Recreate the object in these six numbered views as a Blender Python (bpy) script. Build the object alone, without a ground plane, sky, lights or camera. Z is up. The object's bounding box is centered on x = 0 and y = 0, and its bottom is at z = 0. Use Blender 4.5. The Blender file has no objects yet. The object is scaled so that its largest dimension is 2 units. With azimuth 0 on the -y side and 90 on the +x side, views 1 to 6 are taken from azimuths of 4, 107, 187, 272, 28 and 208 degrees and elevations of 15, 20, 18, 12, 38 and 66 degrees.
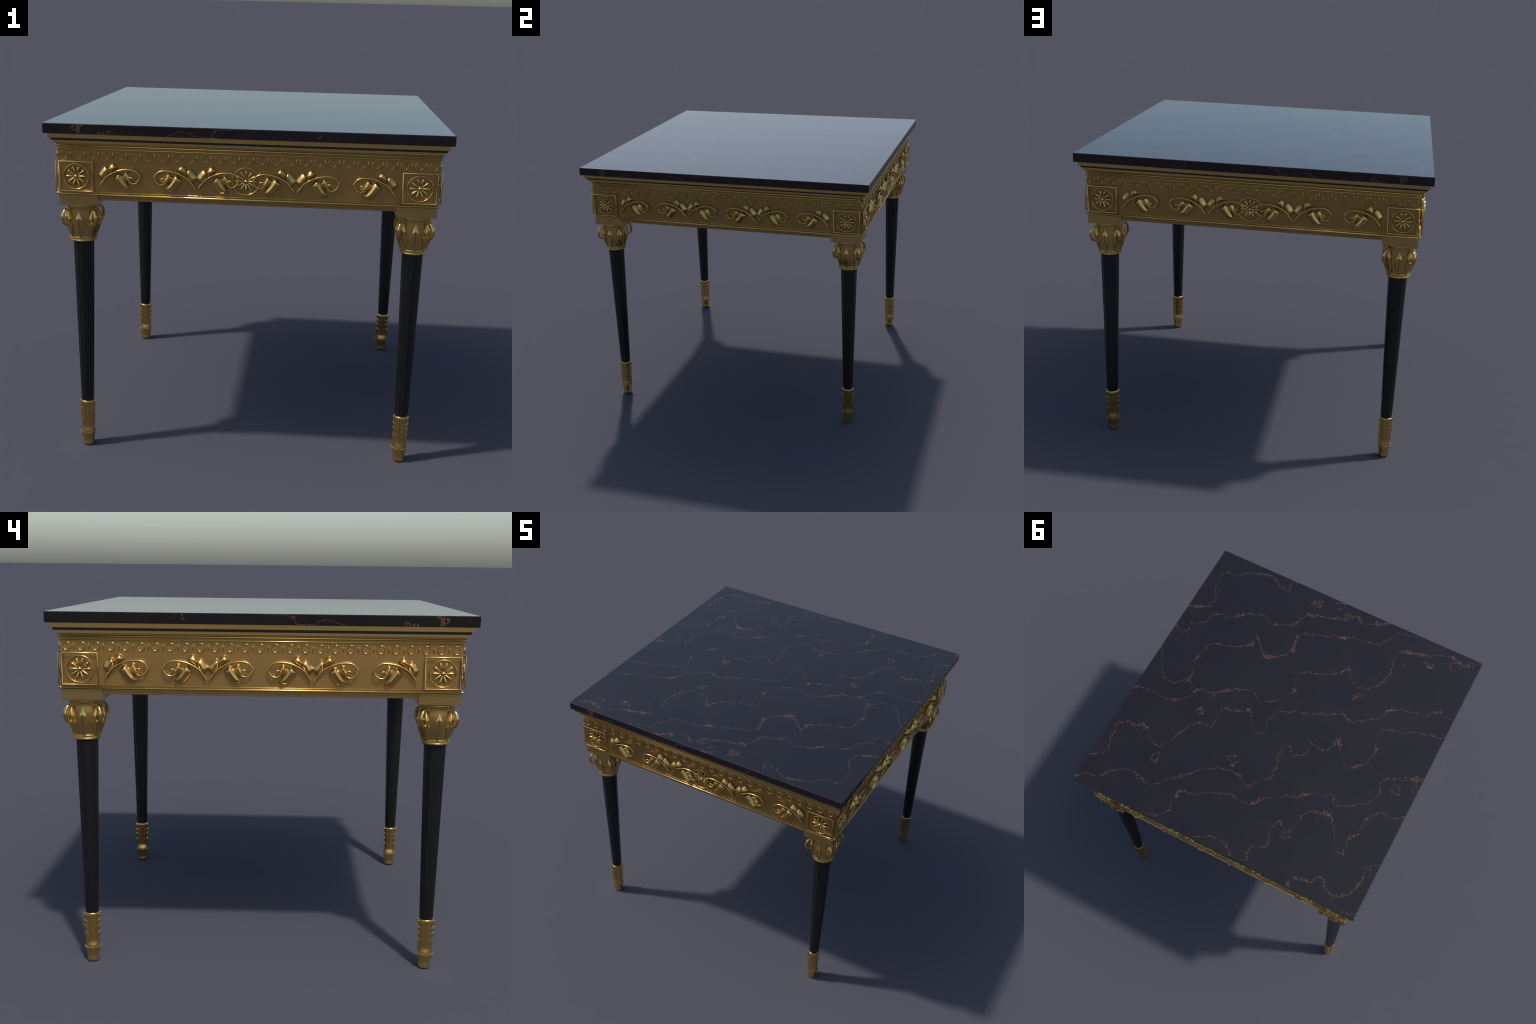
"""Square neoclassical table: black marble slab with brown veins, gilded cornice and
apron with applied vines, rosettes and a ring-and-bar frieze, four fluted ebonised
legs with gilt vase capitals and gilt feet."""
import bpy, bmesh, math
from math import sin, cos, pi, radians
from mathutils import Vector, Matrix

# ------------------------------------------------------------------ sizes (metres)
SLAB = 1.0            # half side of the marble slab
SLAB_TOP, SLAB_BOT = 1.7745, 1.7235
WALL = 0.941          # half side of the apron wall
LEG = 0.8455          # leg axis from the centre, both ways


# ------------------------------------------------------------------ helpers
def make_mesh(name, verts, faces, mat, sharp=40, flip=False):
    me = bpy.data.meshes.new(name)
    me.from_pydata([tuple(v) for v in verts], [], faces)
    bm = bmesh.new()
    bm.from_mesh(me)
    bmesh.ops.remove_doubles(bm, verts=bm.verts, dist=1e-6)
    bmesh.ops.recalc_face_normals(bm, faces=bm.faces)
    bm.to_mesh(me)
    bm.free()
    me.materials.append(mat)
    me.shade_smooth()
    me.set_sharp_from_angle(angle=radians(sharp))
    me.update()
    return me


def add(name, me, parent, matrix=None, stuff=False):
    ob = bpy.data.objects.new(name, me)
    bpy.context.scene.collection.objects.link(ob)
    ob.parent = parent
    if matrix is not None:
        ob.matrix_local = matrix
    if stuff:
        ob["kind"] = "stuff"
    return ob


class Soup:
    """Collects vertices and faces of one mesh."""
    def __init__(self):
        self.v, self.f = [], []

    def grid(self, rows, close_u=False, cap=False):
        n, m, o = len(rows), len(rows[0]), len(self.v)
        for r in rows:
            self.v += [Vector(p) for p in r]
        for i in range(n - 1):
            for j in range(m if close_u else m - 1):
                k = (j + 1) % m
                self.f.append((o + i * m + j, o + i * m + k, o + (i + 1) * m + k, o + (i + 1) * m + j))
        if cap:
            self.f.append(tuple(o + j for j in range(m)))
            self.f.append(tuple(o + (n - 1) * m + j for j in range(m)))

    def tube(self, pts, radii, sides=10, squash=None, frame=None):
        """Tube along pts; radii one number or a list; squash scales the binormal axis."""
        pts = [Vector(p) for p in pts]
        n = len(pts)
        if not isinstance(radii, (list, tuple)):
            radii = [radii] * n
        up = Vector(frame) if frame else None
        rows = []
        for i, p in enumerate(pts):
            t = (pts[min(i + 1, n - 1)] - pts[max(i - 1, 0)]).normalized()
            if up is None:
                up = t.orthogonal()
            a = (up - t * up.dot(t)).normalized()
            b = t.cross(a)
            if not frame:
                up = a
            sq = squash[i] if squash else 1.0
            rows.append([p + a * (radii[i] * cos(2 * pi * k / sides)) + b * (radii[i] * sq * sin(2 * pi * k / sides))
                         for k in range(sides)])
        self.grid(rows, close_u=True, cap=True)

    def loop(self, pts, r, sides=8, normal=(0, -1, 0), mitre=False):
        """Closed tube through planar pts."""
        pts = [Vector(p) for p in pts]
        n = len(pts)
        nrm = Vector(normal)
        rows = []
        for i, p in enumerate(pts):
            t1 = (p - pts[i - 1]).normalized()
            t2 = (pts[(i + 1) % n] - p).normalized()
            t = (t1 + t2).normalized()
            a = t.cross(nrm).normalized()
            k = 1.0 / max(0.4, t.dot(t1)) if mitre else 1.0
            rows.append([p + a * (r * k * cos(2 * pi * j / sides)) + nrm * (r * sin(2 * pi * j / sides))
                         for j in range(sides)])
        rows.append(rows[0])
        self.grid(rows, close_u=True)

    def ball(self, c, r, seg=12, rings=8, scale=(1, 1, 1)):
        rows = []
        for i in range(rings + 1):
            th = pi * i / rings
            rows.append([Vector(c) + Vector((r * scale[0] * sin(th) * cos(2 * pi * j / seg),
                                             r * scale[1] * sin(th) * sin(2 * pi * j / seg),
                                             r * scale[2] * cos(th))) for j in range(seg)])
        self.grid(rows, close_u=True)

    def lathe(self, prof, seg=48):
        self.grid([[(r * cos(2 * pi * j / seg), r * sin(2 * pi * j / seg), z) for j in range(seg)] for r, z in prof],
                  close_u=True)

    def square(self, prof, close=False):
        """Profile of (half side, z) swept round a square with mitred corners."""
        rows = [[(-h, -h, z), (h, -h, z), (h, h, z), (-h, h, z)] for h, z in prof]
        if close:
            rows.append(rows[0])
        self.grid(rows, close_u=True, cap=not close)

    def mesh(self, name, mat, sharp=40):
        return make_mesh(name, self.v, self.f, mat, sharp)


def catmull(pts, per=8):
    pts = [Vector(p) for p in pts]
    out = []
    for i in range(len(pts) - 1):
        p0, p1, p2, p3 = pts[max(i - 1, 0)], pts[i], pts[i + 1], pts[min(i + 2, len(pts) - 1)]
        for k in range(per):
            t = k / per
            out.append(0.5 * (2 * p1 + (p2 - p0) * t + (2 * p0 - 5 * p1 + 4 * p2 - p3) * t * t
                              + (3 * p1 - p0 - 3 * p2 + p3) * t ** 3))
    out.append(pts[-1])
    return out


def interp(table, x):
    for (x0, y0), (x1, y1) in zip(table, table[1:]):
        if x0 <= x <= x1:
            return y0 + (y1 - y0) * (x - x0) / (x1 - x0)
    return table[0][1] if x < table[0][0] else table[-1][1]


def along(poly, t):
    """Point at fraction t of the length of a polyline."""
    poly = [Vector(p) for p in poly]
    ls = [(b - a).length for a, b in zip(poly, poly[1:])]
    d = t * sum(ls)
    for a, b, l in zip(poly, poly[1:], ls):
        if d <= l:
            return a.lerp(b, d / l if l else 0)
        d -= l
    return poly[-1]


# ------------------------------------------------------------------ materials
class Nodes:
    def __init__(self, name):
        self.mat = bpy.data.materials.new(name)
        self.mat.use_nodes = True
        self.t = self.mat.node_tree
        self.bsdf = next(n for n in self.t.nodes if n.type == 'BSDF_PRINCIPLED')

    def new(self, kind, **kw):
        n = self.t.nodes.new(kind)
        for k, v in kw.items():
            setattr(n, k, v)
        return n

    def put(self, sock, val):
        if hasattr(val, "is_output"):
            self.t.links.new(val, sock)
        else:
            sock.default_value = val

    def math(self, op, a, b=0.0, c=0.0, clamp=False):
        n = self.new('ShaderNodeMath', operation=op, use_clamp=clamp)
        for s, v in zip(n.inputs, (a, b, c)):
            self.put(s, v)
        return n.outputs[0]

    def vmath(self, op, a, b=(0, 0, 0)):
        n = self.new('ShaderNodeVectorMath', operation=op)
        self.put(n.inputs[0], a)
        self.put(n.inputs[1], b)
        return n.outputs['Value'] if op in ('DOT_PRODUCT', 'LENGTH', 'DISTANCE') else n.outputs[0]

    def noise(self, vec, scale, detail=4.0, rough=0.5, out='Fac'):
        n = self.new('ShaderNodeTexNoise')
        self.put(n.inputs['Vector'], vec)
        n.inputs['Scale'].default_value = scale
        n.inputs['Detail'].default_value = detail
        n.inputs['Roughness'].default_value = rough
        return n.outputs[out]

    def mix(self, fac, a, b):
        n = self.new('ShaderNodeMix', data_type='RGBA')
        self.put(n.inputs[0], fac)
        self.put(n.inputs[6], a)
        self.put(n.inputs[7], b)
        return n.outputs[2]

    def range(self, val, a, b, c=0.0, d=1.0, smooth=False):
        n = self.new('ShaderNodeMapRange', interpolation_type='SMOOTHSTEP' if smooth else 'LINEAR')
        for s, v in zip(n.inputs, (val, a, b, c, d)):
            self.put(s, v)
        return n.outputs[0]

    def curve(self, val, pts):
        """Float Curve through straight-joined control points given in 0..1."""
        n = self.new('ShaderNodeFloatCurve')
        c = n.mapping.curves[0]
        pts = sorted(pts)
        while len(c.points) < len(pts):
            c.points.new(0.5, 0.5)
        for p, (x, y) in zip(c.points, pts):
            p.location = (x, y)
            p.handle_type = 'AUTO_CLAMPED'
        n.mapping.update()
        self.put(n.inputs['Value'], val)
        return n.outputs[0]


def gold_material(name, dark, light, metallic, rough):
    m = Nodes(name)
    co = m.new('ShaderNodeTexCoord').outputs['Object']
    tone = m.range(m.noise(co, 5.0, 3, 0.5), 0.3, 0.7)
    m.put(m.bsdf.inputs['Base Color'], m.mix(tone, (*dark, 1), (*light, 1)))
    m.bsdf.inputs['Metallic'].default_value = metallic
    m.bsdf.inputs['Roughness'].default_value = rough
    return m.mat


def ebony_material():
    m = Nodes("ebonised_wood")
    co = m.new('ShaderNodeTexCoord').outputs['Object']
    tone = m.noise(co, 12.0, 4)
    m.put(m.bsdf.inputs['Base Color'], m.mix(tone, (0.0052, 0.0050, 0.0050, 1), (0.0072, 0.0068, 0.0068, 1)))
    m.bsdf.inputs['Roughness'].default_value = 0.32
    return m.mat


# Vein spines on the top: (distance along, distance across) the drift of the stone, metres.
DRIFT = Vector((-0.885, -0.465, 0)).normalized()
CROSS = Vector((0.465, -0.885, 0)).normalized()
VEINS = [
    [(-0.655, .883), (-.571, .878), (-.492, .913), (-.472, 1.008), (-.451, 1.104), (-.388, 1.168), (-.325, 1.132),
     (-.221, 1.152), (-.152, 1.147), (-.071, 1.133), (-.024, 1.05), (.022, 1.015), (.08, 1.078)],
    [(-.735, .739), (-.698, .666), (-.665, .674), (-.644, .726), (-.555, .745), (-.444, .814), (-.375, .78),
     (-.262, .806), (-.126, .793), (-.058, .727), (.055, .727), (.169, .804), (.305, .789), (.418, .773),
     (.464, .808), (.509, .794), (.574, .728), (.744, .736)],
    [(-.838, .543), (-.817, .352), (-.725, .277), (-.618, .327), (-.605, .454), (-.568, .479), (-.493, .577),
     (-.392, .552), (-.214, .57), (-.174, .635), (-.157, .544), (-.106, .467), (.072, .532), (.088, .61),
     (.167, .662), (.302, .636), (.458, .623), (.636, .577), (.75, .624), (.797, .663), (.93, .637)],
    [(-.997, .227), (-.864, .207), (-.796, .153), (-.687, .141), (-.559, .215), (-.471, .191), (-.362, .216),
     (-.231, .208), (-.121, .118), (.01, .159), (.07, .229), (.088, .328), (.164, .349), (.318, .329), (.44, .367),
     (.46, .291), (.535, .229), (.668, .279), (.757, .456), (.782, .52), (.9, .495), (1.032, .482), (1.143, .47),
     (1.226, .393), (1.305, .419)],
    [(-1.231, -.254), (-1.169, -.242), (-1.132, -.16), (-1.067, -.017), (-.98, -.041), (-.915, -.041),
     (-.876, -.16), (-.821, -.195), (-.738, -.148), (-.635, -.064), (-.539, -.028), (-.485, -.052), (-.402, .081),
     (-.337, .061), (-.229, .069), (-.206, -.016), (-.19, -.1), (-.141, -.107), (-.088, .008), (.074, .057),
     (.225, .033), (.377, .045), (.44, -.015), (.613, -.003), (.724, .07), (.874, .046), (.937, .015),
     (1.005, .054), (1.112, -.014)],
    [(-1.334, -.411), (-1.273, -.388), (-1.187, -.411), (-1.086, -.365), (-.98, -.374), (-.848, -.465),
     (-.725, -.426), (-.621, -.392), (-.412, -.357), (-.306, -.391), (-.221, -.471), (-.159, -.437),
     (-.075, -.425), (-.054, -.322), (.041, -.194), (.073, -.264), (.147, -.264), (.18, -.186), (.264, -.228),
     (.35, -.17), (.38, -.263), (.41, -.344), (.526, -.321), (.593, -.228), (.648, -.086), (.759, -.091),
     (.929, -.114), (1.046, -.133)],
    [(-.847, -.673), (-.764, -.684), (-.714, -.628), (-.7, -.55), (-.658, -.521), (-.553, -.532), (-.408, -.523),
     (-.324, -.55), (-.23, -.601), (-.116, -.572), (.009, -.545), (.082, -.571), (.175, -.538), (.3, -.544),
     (.34, -.616), (.506, -.615), (.602, -.526), (.637, -.447), (.742, -.435), (.899, -.439)],
    [(-.254, -.974), (-.215, -.91), (-.106, -.878), (-.086, -.813), (-.032, -.726), (.009, -.802), (.05, -.787),
     (.101, -.704), (.174, -.66), (.297, -.682), (.311, -.813), (.326, -.92), (.375, -.92), (.394, -.856),
     (.459, -.791), (.523, -.714), (.607, -.677), (.76, -.697)],
    [(-.533, -.818), (-.399, -.84), (-.346, -.921), (-.293, -1.069), (.203, -1.454)],
    [(.018, -1.126), (.068, -1.093), (.168, -1.114), (.219, -1.089), (.286, -1.212), (.468, -1.13), (.501, -1.046),
     (.583, -1.004)],
    [(.2, -1.37), (.323, -1.334), (.373, -1.318), (.433, -1.304)],
]
KNOTS = [(.238, .909, .022), (.39, .872, .035), (.45, .80, .028), (.983, .411, .022), (1.162, .393, .034),
         (1.277, .406, .03), (.493, .168, .03), (-.553, .056, .024), (-.834, -.277, .034), (-.329, -.292, .034),
         (-.43, -.27, .012), (.715, -.50, .036), (.835, -.492, .022), (.009, -.824, .024), (.19, -.726, .014),
         (1.04, .17, .008), (.83, .41, .007), (-1.10, .07, .012), (-1.0, -.52, .006)]
# the same on the slab edge: (metres from the corner, height)
EDGE_VEINS = [
    [(0, 1.60), (.60, 1.60), (.615, 1.7258), (.652, 1.735), (.672, 1.749), (.73, 1.746), (.752, 1.728),
     (.782, 1.7265), (.824, 1.7255), (.845, 1.753), (.866, 1.765), (.907, 1.770), (.985, 1.774), (1.0, 1.83), (2, 1.83)],
    [(0, 1.60), (1.337, 1.60), (1.339, 1.722), (1.346, 1.740), (1.365, 1.751), (1.367, 1.775), (1.372, 1.83), (2, 1.83)]]
EDGE_KNOTS = [(.158, 1.753, .011), (.178, 1.766, .007), (.173, 1.738, .007), (.192, 1.768, .004), (.178, 1.752, .004), (.847, 1.757, .005),
              (.330, 1.735, .010), (.303, 1.730, .005), (.283, 1.729, .003)]


def marble_material():
    m = Nodes("black_marble")
    co = m.new('ShaderNodeTexCoord').outputs['Object']
    nor = m.new('ShaderNodeNewGeometry').outputs['True Normal']
    # fractal wobble of the veins
    w1 = m.vmath('SUBTRACT', m.noise(co, 13.0, 8, 0.68, 'Color'), (0.5, 0.5, 0.5))
    w2 = m.vmath('SUBTRACT', m.noise(m.vmath('ADD', co, (7.3, 2.1, 4.4)), 60.0, 6, 0.68, 'Color'), (0.5, 0.5, 0.5))

    def scaled(v, s):
        n = m.new('ShaderNodeVectorMath', operation='SCALE')
        m.put(n.inputs[0], v)
        n.inputs['Scale'].default_value = s
        return n.outputs[0]
    knotty = m.vmath('ADD', scaled(w1, 0.110), scaled(w2, 0.044))
    p = m.vmath('ADD', co, knotty)
    a = m.vmath('DOT_PRODUCT', p, tuple(DRIFT))
    b = m.vmath('DOT_PRODUCT', p, tuple(CROSS))
    SPAN, LOW, HIGH = 1.5, -1.5, 1.3
    a01 = m.math('MULTIPLY_ADD', a, 0.5 / SPAN, 0.5)
    step = 0.006
    dist = None
    for spine in VEINS:
        pts = [((x + SPAN) / (2 * SPAN), (y - LOW) / (HIGH - LOW)) for x, y in spine]
        pts = [(0.0, pts[0][1])] + pts + [(1.0, pts[-1][1])]
        f0 = m.curve(a01, pts)
        f1 = m.curve(m.math('ADD', a01, step), pts)
        slope = m.math('MULTIPLY', m.math('SUBTRACT', f1, f0), (HIGH - LOW) / (2 * SPAN * step))
        g = m.math('SQRT', m.math('MULTIPLY_ADD', slope, slope, 1.0))
        d = m.math('SUBTRACT', b, m.math('MULTIPLY_ADD', f0, HIGH - LOW, LOW))
        d = m.math('DIVIDE', m.math('ABSOLUTE', d), g)
        dist = d if dist is None else m.math('MINIMUM', dist, d)
    q = m.vmath('ADD', co, m.vmath('ADD', scaled(w1, 0.120), scaled(w2, 0.060)))
    gaps = m.range(m.noise(co, 24.0, 2), 0.44, 0.40, 0.0, 0.02)
    for x, y, r in KNOTS:
        c = DRIFT * x + CROSS * y + Vector((0, 0, SLAB_TOP))
        d = m.math('ABSOLUTE', m.math('SUBTRACT', m.vmath('DISTANCE', q, tuple(c)), r * 0.9))
        d = m.math('ADD', d, gaps)
        dist = m.math('MINIMUM', dist, d)
    # curly crackle gathered along parts of the veins
    curl = m.math('MULTIPLY', m.math('ABSOLUTE', m.math('SUBTRACT', m.noise(co, 40.0, 4, 0.55), 0.5)), 0.075)
    near = m.math('MULTIPLY', m.math('MAXIMUM', m.math('SUBTRACT', dist, 0.015), 0.0), 4.0)
    here = m.range(m.noise(m.vmath('ADD', co, (3.1, 9.2, 0.4)), 6.5, 2), 0.54, 0.60, 0.03, 0.0)
    dist = m.math('MINIMUM', dist, m.math('ADD', curl, m.math('ADD', near, here)))
    width = m.range(m.noise(co, 48.0, 3, 0.6), 0.46, 0.72, 0.0001, 0.0032)
    soft = m.math('MULTIPLY_ADD', width, 1.0, 0.0015)
    top_mask = m.range(dist, m.math('MULTIPLY', width, 0.4), soft, 1.0, 0.0, smooth=True)
    # slab edge
    sn = m.new('ShaderNodeSeparateXYZ')
    m.put(sn.inputs[0], nor)
    sp = m.new('ShaderNodeSeparateXYZ')
    m.put(sp.inputs[0], m.vmath('ADD', co, m.vmath('ADD', scaled(w1, 0.026), scaled(w2, 0.030))))
    facing_x = m.math('GREATER_THAN', m.math('ABSOLUTE', sn.outputs[0]), 0.5)
    s = m.math('ADD', m.math('MULTIPLY', sp.outputs[1], facing_x),
               m.math('MULTIPLY', sp.outputs[0], m.math('SUBTRACT', 1.0, facing_x)))
    s01 = m.math('MULTIPLY_ADD', s, 0.5, 0.5)
    de = None
    for spine in EDGE_VEINS:
        pts = [(x / 2, (y - 1.60) / 0.25) for x, y in spine]
        e0 = m.curve(s01, pts)
        e1 = m.curve(m.math('ADD', s01, 0.004), pts)
        slope = m.math('MULTIPLY', m.math('SUBTRACT', e1, e0), 0.25 / 0.008)
        g = m.math('SQRT', m.math('MULTIPLY_ADD', slope, slope, 1.0))
        d = m.math('DIVIDE', m.math('ABSOLUTE', m.math('SUBTRACT', sp.outputs[2], m.math('MULTIPLY_ADD', e0, 0.25, 1.60))), g)
        de = d if de is None else m.math('MINIMUM', de, d)
    flat = m.new('ShaderNodeCombineXYZ')
    m.put(flat.inputs[0], s)
    m.put(flat.inputs[1], sp.outputs[2])
    for x, z, r in EDGE_KNOTS:
        d = m.math('ABSOLUTE', m.math('SUBTRACT', m.vmath('DISTANCE', flat.outputs[0], (x - 1, z, 0)), r))
        de = m.math('MINIMUM', de, d)
    thick = m.range(s, -0.50, -0.80, 0.0003, 0.0022)
    edge_mask = m.range(de, thick, m.math('ADD', thick, 0.0022), 1.0, 0.0, smooth=True)
    is_top = m.math('GREATER_THAN', sn.outputs[2], 0.5)
    mask = m.math('ADD', m.math('MULTIPLY', top_mask, is_top),
                  m.math('MULTIPLY', m.math('MULTIPLY', edge_mask, 0.72), m.math('SUBTRACT', 1.0, is_top)))  # edge vein colour weakened by the 0.72, painting in the unlit sides' shade
    # faint clouds in the black ground
    cloud = m.range(m.noise(co, 3.2, 5, 0.6), 0.35, 0.75)
    ground = m.mix(cloud, (0.0066, 0.0042, 0.0046, 1), (0.0104, 0.0074, 0.0064, 1))
    vein = m.mix(m.noise(co, 26.0, 3), (0.115, 0.052, 0.026, 1), (0.180, 0.084, 0.043, 1))
    m.put(m.bsdf.inputs['Base Color'], m.mix(m.math('MULTIPLY', mask, 0.88), ground, vein))
    m.bsdf.inputs['Roughness'].default_value = 0.12
    m.bsdf.inputs['IOR'].default_value = 1.61
    return m.mat


GOLD = gold_material("gilt_bronze", (0.65, 0.435, 0.145), (0.68, 0.455, 0.155), 0.95, 0.23)
FIELD = gold_material("matt_gilding", (0.412, 0.246, 0.077), (0.436, 0.260, 0.083), 0.83, 0.34)
EBONY = ebony_material()
MARBLE = marble_material()

# ------------------------------------------------------------------ the table
table = bpy.data.objects.new("square_table", None)
bpy.context.scene.collection.objects.link(table)
table["label"] = "square gilded table with black marble top and fluted black legs"
table["category"] = "table"


def bevelled_box(name, h, z0, z1, mat, bevel=0.002, cx=0.0, cy=0.0, hy=None, seg=2):
    bm = bmesh.new()
    bmesh.ops.create_cube(bm, size=1.0)
    for v in bm.verts:
        v.co = Vector((cx + v.co.x * 2 * h, cy + v.co.y * 2 * (hy or h), z0 + (v.co.z + 0.5) * (z1 - z0)))
    bmesh.ops.bevel(bm, geom=list(bm.edges), offset=bevel, segments=seg, affect='EDGES', profile=0.5)
    me = bpy.data.meshes.new(name)
    bm.to_mesh(me)
    bm.free()
    me.materials.append(mat)
    me.shade_smooth()
    me.set_sharp_from_angle(angle=radians(12))
    return me


add("tabletop", bevelled_box("tabletop", SLAB, SLAB_BOT, SLAB_TOP, MARBLE, 0.0026, hy=SLAB, seg=1), table)
add("cornice_fillet", bevelled_box("cornice_fillet", 0.9812, 1.6995, 1.7245, GOLD, 0.0022), table)
add("cornice_band", bevelled_box("cornice_band", 0.9690, 1.6880, 1.7010, EBONY, 0.0015), table)
add("cornice_fillet", bevelled_box("cornice_fillet", 0.9590, 1.6720, 1.6890, GOLD, 0.0022), table)

# apron: hollow frame with a stepped lower edge
s = Soup()
s.square([(WALL, 1.6735), (WALL, 1.4100), (0.9325, 1.4085), (0.9325, 1.3975), (0.9335, 1.3965), (0.9335, 1.3865),
          (0.9325, 1.3855), (0.895, 1.3855), (0.895, 1.6735)], close=True)
apron = add("apron", s.mesh("apron", FIELD, 30), table)

FACES = [Matrix.Rotation(radians(a), 4, 'Z') for a in (0, 90, 180, 270)]   # face 0 looks to -y


def on_wall(u, z, n=0.0):
    """Point on face 0: u to the right, z up, n out of the wall."""
    return Vector((u, -WALL - n, z))


def nose(name, zc, r, out, skirt):
    """Straight moulding: round nose of radius r reaching 'out', splayed to the wall."""
    prof = [(-0.002, zc + skirt)]
    prof += [(out - r + r * cos(a), zc + r * sin(a)) for a in [pi / 2 - pi * k / 8 for k in range(9)]]
    prof += [(-0.002, zc - skirt)]
    s = Soup()
    s.grid([[on_wall(u, z, n) for n, z in prof] for u in (-WALL, WALL)], close_u=True, cap=True)
    return s.mesh(name, GOLD, 180)


mouldings = [nose("bead_moulding", 1.6602, 0.0050, 0.0148, 0.0060),
             nose("bead_moulding", 1.6446, 0.0028, 0.0118, 0.0036),
             nose("bead_moulding", 1.4160, 0.0056, 0.0128, 0.0065),
             nose("bead_moulding", 1.4268, 0.0018, 0.0042, 0.0022)]

# frieze of rings and bars
s = Soup()
s.grid([[on_wall(r * cos(2 * pi * k / 14 + 0.2), r * sin(2 * pi * k / 14 + 0.2), n) for k in range(14)]
        for r, n in ((.0167, -.001), (.0167, .0036), (.0173, .0053), (.0187, .0062), (.0201, .0053), (.0207, .0036), (.0207, -.001))],
       close_u=True)
ring_me = s.mesh("frieze_ring", GOLD, 60)
s = Soup()
N = 10
s.tube([on_wall(0, 0.0180 * (2 * k / N - 1), 0.0044 + 0.0012 * sin(pi * k / N)) for k in range(N + 1)],
       [0.0004 + 0.0023 * sin(pi * k / N) ** 0.7 for k in range(N + 1)], 8)
bar_me = s.mesh("frieze_bar", GOLD, 60)

# panel frame and rosettes
s = Soup()
s.loop([on_wall(-0.0832, -0.0745, 0.0150), on_wall(0.0832, -0.0745, 0.0150), on_wall(0.0832, 0.0745, 0.0135),
        on_wall(-0.0832, 0.0745, 0.0150)], 0.0041, 8, mitre=True)
panel_me = s.mesh("panel_frame", GOLD, 50)


def ring_mesh(R):
    s = Soup()
    n = 64
    s.tube([on_wall(R * cos(2 * pi * k / n), R * sin(2 * pi * k / n), 0.0105 + 0.003 * k / n) for k in range(n + 1)],
           0.0030, 8, frame=(0, 1, 0))
    return s.mesh("rosette_ring", GOLD, 60)


def petal_mesh(r0, r1):
    s = Soup()
    n, pts, rad = 12, [], []
    for k in range(n + 1):
        t = k / n
        pts.append(on_wall(r0 + (r1 - r0) * t, 0, 0.0080 + 0.0030 * t))
        rad.append(max(0.0003, 0.0024 + 0.0044 * (sin(pi * min(1, 0.10 + 0.72 * t)) ** 0.8)) * max(0.0, 1 - t ** 9) ** 0.5 * (1))
    s.tube(pts, rad, 10, squash=[1.0] * (n + 1), frame=(0, 1, 0))
    return s.mesh("rosette_petal", GOLD, 60)


s = Soup()
s.ball(on_wall(0, 0, 0.0120), 0.0108, 20, 14)
boss_me = s.mesh("rosette_boss", GOLD, 80)
ring_small, ring_large = ring_mesh(0.0632), ring_mesh(0.0675)
petal_small, petal_large = petal_mesh(0.0125, 0.0530), petal_mesh(0.0135, 0.0560)


# vine sprays; coordinates: metres from the spray's axis along the wall, height
VINE = [(.0093, 1.4623, .0115), (.0165, 1.4768, .0135), (.030, 1.4959, .0150), (.0479, 1.514, .0160), (.0675, 1.5268, .0168),
        (.0925, 1.5387, .0175), (.1211, 1.5463, .0180), (.1479, 1.5493, .0185), (.1729, 1.5478, .0188),
        (.1926, 1.5392, .0190), (.2053, 1.5251, .0190), (.2099, 1.5109, .0190), (.2037, 1.4965, .0190),
        (.1913, 1.4837, .0190), (.177, 1.4791, .0185), (.1645, 1.4816, .017), (.1501, 1.4921, .014),
        (.1356, 1.5063, .011), (.1231, 1.5168, .009)]
HOOK = [(.1530, 1.5020, .018), (.1575, 1.5085, .024), (.1650, 1.5115, .027), (.1735, 1.5095, .027), (.1785, 1.5035, .0255),
        (.1780, 1.4975, .022)]
LEAVES = [   # crease, upper/left outline, lower/right outline, ridge height
    ([(.0210, 1.4958), (.0254, 1.5195), (.0335, 1.5345), (.0487, 1.5490)],
     [(.0195, 1.4880), (-.0010, 1.5150), (.0070, 1.5360), (.0230, 1.5560), (.0390, 1.5625), (.0515, 1.5520)],
     [(.0195, 1.4885), (.0360, 1.5020), (.0480, 1.5195), (.0525, 1.5370), (.0515, 1.5520)], .030),
    ([(.0496, 1.5413), (.0585, 1.5486), (.0675, 1.5545), (.0782, 1.5588), (.0905, 1.5585)],
     [(.0480, 1.5430), (.0540, 1.5670), (.0695, 1.5790), (.0820, 1.5765), (.0925, 1.5670), (.1015, 1.5535)],
     [(.0480, 1.5430), (.0510, 1.5200), (.0650, 1.5295), (.0760, 1.5375), (.0880, 1.5465), (.1015, 1.5535)], .029),
    ([(.0985, 1.5250), (.1010, 1.5110), (.1104, 1.4930), (.1300, 1.4695), (.1560, 1.4545)],
     [(.0961, 1.5310), (.0735, 1.5000), (.0860, 1.4820), (.0970, 1.4690), (.1165, 1.4465), (.1400, 1.4445), (.1620, 1.4540)],
     [(.0961, 1.5310), (.1110, 1.5265), (.1250, 1.5110), (.1400, 1.4880), (.1530, 1.4690), (.1620, 1.4540)], .031),
    ([(.1375, 1.5340), (.1427, 1.5125), (.1560, 1.4960), (.1760, 1.4870)],
     [(.1370, 1.5400), (.1210, 1.5155), (.1330, 1.4960), (.1490, 1.4845), (.1660, 1.4800), (.1810, 1.4845)],
     [(.1370, 1.5400), (.1515, 1.5330), (.1600, 1.5165), (.1685, 1.5020), (.1760, 1.4930), (.1810, 1.4845)], .028)]


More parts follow.
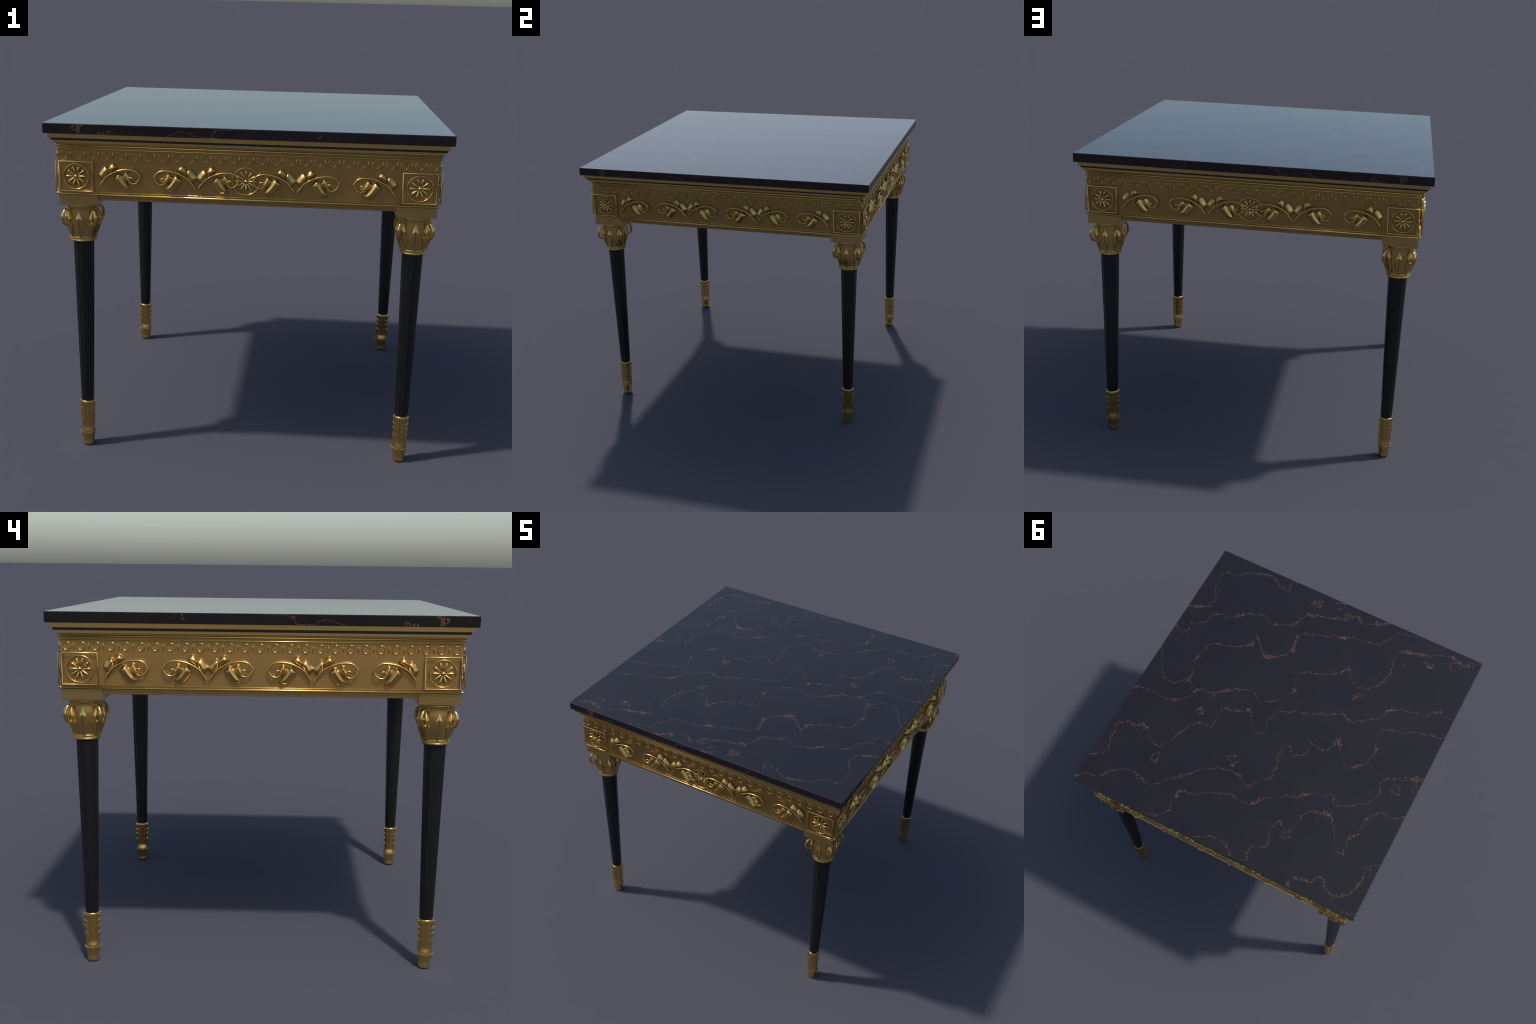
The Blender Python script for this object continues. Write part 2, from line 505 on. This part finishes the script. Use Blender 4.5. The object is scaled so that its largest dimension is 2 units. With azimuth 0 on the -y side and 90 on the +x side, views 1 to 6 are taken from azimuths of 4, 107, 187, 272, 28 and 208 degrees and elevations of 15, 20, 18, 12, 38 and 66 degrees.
# from rim to midrib: steep skirt, swelling half, thin raised rib
LEAF_SECTION = [(.30, 0), (.10, .24), (.02, .31), (0, .36), (.04, .42), (.14, .50), (.30, .62), (.50, .755), (.70, .875), (.90, .965), (.945, .965), (1, 1.07)]


def leaf_mesh(crease, left, right, H, side):
    """Plump leaf: crease ridge between two outlines, steep at the rim."""
    crease = [p for p in catmull([(x, z, 0) for x, z in crease], 8)]
    left, right = (catmull([(x, z, 0) for x, z in e], 1 if len(left) == 7 else 6) for e in (left, right))
    crease[0], crease[-1] = crease[0].lerp(left[0], .6), crease[-1].lerp(left[-1], .8)
    n = 26
    span = max((along(left, k / 20) - along(right, k / 20)).length for k in range(21))
    rows = []
    for i in range(n + 1):
        t = i / n
        c = along(crease, t)
        hh = H * max(0.10, 1 - math.exp(-3.2 * (along(left, t) - along(right, t)).length / span))
        row = []
        for edge, sgn in ((left, 1), (right, -1)):
            e = along(edge, t)
            part = []
            for w, lift in LEAF_SECTION:
                q = e.lerp(c, w)
                part.append(on_wall(side * q.x, q.y, -0.001 + hh * lift))
            row.append(part)
        rows.append(row[0] + row[1][::-1][1:])
    s = Soup()
    s.grid(rows)
    for r in (rows[0], rows[-1]):           # close the ends down to the wall
        s.grid([r, [Vector((p.x, -WALL + 0.001, p.z)) for p in r]])
    return s.mesh("vine_leaf", GOLD, 38)


def spray(side):
    s = Soup()
    pts = catmull([on_wall(side * x, z, n) for x, z, n in VINE], 6)
    m = len(pts) - 1
    s.tube(pts, [0.0057 - 0.0012 * min(1, k / (0.35 * m)) for k in range(m + 1)], 10, frame=(0, 1, 0))
    vine = s.mesh("vine_stem", GOLD, 70)
    s = Soup()
    pts = catmull([on_wall(side * x, z, n) for x, z, n in HOOK], 5)
    m = len(pts) - 1
    s.tube(pts, [0.0014 + 0.0028 * sin(pi * (0.12 + 0.8 * k / m)) for k in range(m + 1)], 10)
    hook = s.mesh("vine_tendril", GOLD, 70)
    return [("vine_stem", vine), ("vine_tendril", hook)] + [("vine_leaf", leaf_mesh(*l, side)) for l in LEAVES]


SPRAY = {1: spray(1), -1: spray(-1)}
SPRAYS = [(-.738, 1), (-.2455, -1), (-.2455, 1), (.2455, -1), (.2455, 1), (.738, -1)]

for face, rot in enumerate(FACES):
    for me in mouldings:
        add("bead_moulding", me, apron, rot)
    for k in range(27):
        add("frieze_ring", ring_me, apron, rot @ Matrix.Translation((0.07 * (k - 13), 0, 1.6130)))
    for k in range(28):
        add("frieze_bar", bar_me, apron, rot @ Matrix.Translation((0.07 * (k - 13.5), 0, 1.6140)))
    rosettes = [(-.85, 1.506, ring_small, petal_small, 10), (.85, 1.506, ring_small, petal_small, 10)]
    if face in (0, 2):
        rosettes.append((0.0, 1.511, ring_large, petal_large, 12))
    for u, z, rm, pm, count in rosettes:
        base = rot @ Matrix.Translation((u, 0, z))
        add("rosette_ring", rm, apron, base)
        add("rosette_boss", boss_me, apron, base)
        for k in range(count):
            add("rosette_petal", pm, apron, base @ Matrix.Rotation(2 * pi * k / count, 4, 'Y'))
        if u:
            add("panel_frame", panel_me, apron, base)
    for u, side in SPRAYS:
        for name, me in SPRAY[side]:
            add(name, me, apron, rot @ Matrix.Translation((u, 0, 0)))

# ------------------------------------------------------------------ legs
# fluted shaft
FLUTES, SEG = 12, 12 * 12


def shaft_mesh():
    rows = []
    for z, r in ((0.245, 0.0336), (0.50, 0.0393), (0.80, 0.0461), (1.0, 0.0504), (1.165, 0.0539)):
        row = []
        for j in range(SEG):
            ph = (j / SEG * FLUTES) % 1.0
            x = min(1, abs(ph - 0.5) / 0.40)
            row.append((r * (1 - 0.045 * max(0, 1 - x * x)) * cos(2 * pi * j / SEG),
                        r * (1 - 0.045 * max(0, 1 - x * x)) * sin(2 * pi * j / SEG), z))
        rows.append(row)
    s = Soup()
    s.grid(rows, close_u=True, cap=True)
    return s.mesh("leg", EBONY, 22)


leg_me = shaft_mesh()

CAP = [(0.0, 1.360), (.0780, 1.360), (.0790, 1.3562), (.0818, 1.3548), (.0840, 1.3518), (.0842, 1.3482), (.0826, 1.3435), (.0808, 1.338), (.0808, 1.328), (.0813, 1.316),
       (.0820, 1.304), (.0826, 1.292), (.0827, 1.279), (.0818, 1.263), (.0797, 1.247), (.0764, 1.230), (.0724, 1.214), (.0676, 1.199),
       (.0638, 1.188), (.0640, 1.1835), (.0672, 1.1822), (.0680, 1.1800), (.0668, 1.1778), (.0648, 1.1765), (.0640, 1.1725), (.0648, 1.1685),
       (.0668, 1.1672), (.0675, 1.1645), (.0660, 1.1612), (.0610, 1.1575), (.0560, 1.1545), (.050, 1.1540)]
s = Soup()
s.lathe(CAP, 64)
cap_me = s.mesh("capital", GOLD, 45)

block_me = bevelled_box("capital_block", 0.0983, 1.3575, 1.4098, GOLD, 0.0008)

s = Soup()
for k in range(24):
    a = 2 * pi * k / 24
    s.ball((0.0672 * cos(a), 0.0672 * sin(a), 1.1727), 0.0031, 8, 6)
capbead_me = s.mesh("capital_beading", GOLD, 80)


def handle_mesh():
    path = catmull([(.076, 1.3200), (.0945, 1.3275), (.1100, 1.3190), (.1194, 1.3020), (.1218, 1.284), (.1176, 1.265),
                    (.107, 1.2505), (.084, 1.2440)], 6)
    m = len(path) - 1
    pts = [(p.x, 0, p.y) for p in path]
    wide = [(0, .0060), (.3, .0090), (.6, .0118), (.8, .0092), (1, .0040)]
    deep = [(0, .0060), (.5, .0080), (1, .0058)]
    s = Soup()
    s.tube(pts, [interp(wide, k / m) for k in range(m + 1)], 12,
           squash=[interp(deep, k / m) / interp(wide, k / m) for k in range(m + 1)], frame=(0, 1, 0))
    return s.mesh("capital_handle", GOLD, 70)


handle_me = handle_mesh()
CAP_R = sorted((z, r) for r, z in CAP)


def acanthus_mesh():
    # height, half width, radius of the leaf's face from the vase axis
    spine = [(1.180, .0060, .0668), (1.190, .0068, .0690), (1.200, .0085, .0728), (1.212, .0120, .0775), (1.225, .0200, .0825),
             (1.238, .0272, .0868), (1.250, .0228, .0898), (1.262, .0192, .0922), (1.273, .0200, .0942),
             (1.284, .0180, .0946), (1.293, .0132, .0928), (1.302, .0090, .0898), (1.312, .0045, .0866), (1.322, .0006, .0832)]
    across = [(-.86, -1), (-.96, -.55), (-1, -.36), (-.98, -.20), (-.91, -.07), (-.80, 0), (-.62, .22), (-.42, .28), (-.14, .20), (-.07, .22), (0, -.12), (.07, .22), (.14, .20), (.42, .28), (.62, .22), (.80, 0), (.91, -.07),
              (.98, -.20), (1, -.36), (.96, -.55), (.86, -1)]
    rows = []
    for z, w, rf in spine:
        drop = rf - interp(CAP_R, z) + .001
        rows.append([((rf + (drop if h < 0 else .010) * h) * cos(x * w / rf), (rf + (drop if h < 0 else .010) * h) * sin(x * w / rf), z)
                     for x, h in across])
    s = Soup()
    s.grid(rows)
    for r in (rows[0], rows[-1]):
        s.grid([r, [(p[0] * 0.9, p[1] * 0.9, p[2]) for p in r]])
    return s.mesh("acanthus_leaf", GOLD, 48)


acanthus_me = acanthus_mesh()
s = Soup()
s.tube([(.090, 0, 1.283), (.1005, 0, 1.283)], 0.0018, 8)
s.ball((.1020, 0, 1.283), 0.0036, 12, 8)
stud_me = s.mesh("capital_stud", GOLD, 60)

FOOT = [(.0320, .2600), (.0338, .2630), (.0352, .2625), (.0366, .2595), (.0373, .2540), (.0371, .2450), (.0352, .2000),
        (.0333, .1500), (.0324, .1230), (.0326, .1150), (.0338, .1070), (.0362, .0950), (.0382, .0850), (.0387, .0780),
        (.0384, .0710), (.0368, .0620), (.0335, .0500), (.0308, .0420), (.0297, .0350), (.0297, .0280), (.0306, .0200),
        (.0316, .0130), (.0314, .0080), (.0300, .0040), (.0262, .0008), (.0240, .0), (.0, .0)]
s = Soup()
s.lathe(FOOT, 48)
foot_me = s.mesh("foot", GOLD, 60)
FOOT_R = sorted((z, r) for r, z in FOOT if z > 0)

s = Soup()
for k in range(22):
    a = 2 * pi * (k + 0.1) / 22
    s.ball((0.0399 * cos(a), 0.0399 * sin(a), 0.0785), 0.0024, 8, 6)
footbead_me = s.mesh("foot_beading", GOLD, 80)

# husk chains on the foot: ten files of four slim buds
s = Soup()
for k in range(10):
    a = 2 * pi * k / 10
    for z1, z0 in ((.2560, .2200), (.2230, .1900), (.1930, .1510), (.1545, .1120)):
        rows = []
        for t, w, lift in ((0, .0015, .0022), (.35, .0018, .0046), (.58, .0023, .0052), (.72, .0048, .0036), (.84, .0032, .0058), (.95, .0020, .0072), (1.0, .0008, .0074)):
            z = z0 + (z1 - z0) * t
            r = interp(FOOT_R, z)
            rows.append([((r + lift * h) * cos(a + x * w / r), (r + lift * h) * sin(a + x * w / r), z)
                         for x, h in ((-1, -.3), (-.75, .55), (0, 1), (.75, .55), (1, -.3))])
        s.grid(rows)
        s.grid([rows[-1], [(p[0] * .9, p[1] * .9, p[2]) for p in rows[-1]]])
husk_me = s.mesh("foot_husks", GOLD, 40)

for sx in (-1, 1):
    for sy in (-1, 1):
        leg = add("leg", leg_me, table, Matrix.Translation((sx * LEG, sy * LEG, 0)))
        block = add("capital_block", block_me, leg, Matrix.Translation((sx * (0.0 - 0.0028), sy * (0.0 - 0.0028), 0)))
        add("capital", cap_me, leg)
        add("capital_beading", capbead_me, leg, stuff=True)
        add("foot", foot_me, leg)
        add("foot_beading", footbead_me, leg, stuff=True)
        add("foot_husks", husk_me, leg, stuff=True)
        for k in range(8):
            add("acanthus_leaf", acanthus_me, leg, Matrix.Rotation(pi * k / 4, 4, 'Z'))
            if k % 2:
                add("capital_handle", handle_me, leg, Matrix.Rotation(pi * k / 4, 4, 'Z'))
                add("capital_stud", stud_me, leg, Matrix.Rotation(pi * k / 4, 4, 'Z'))
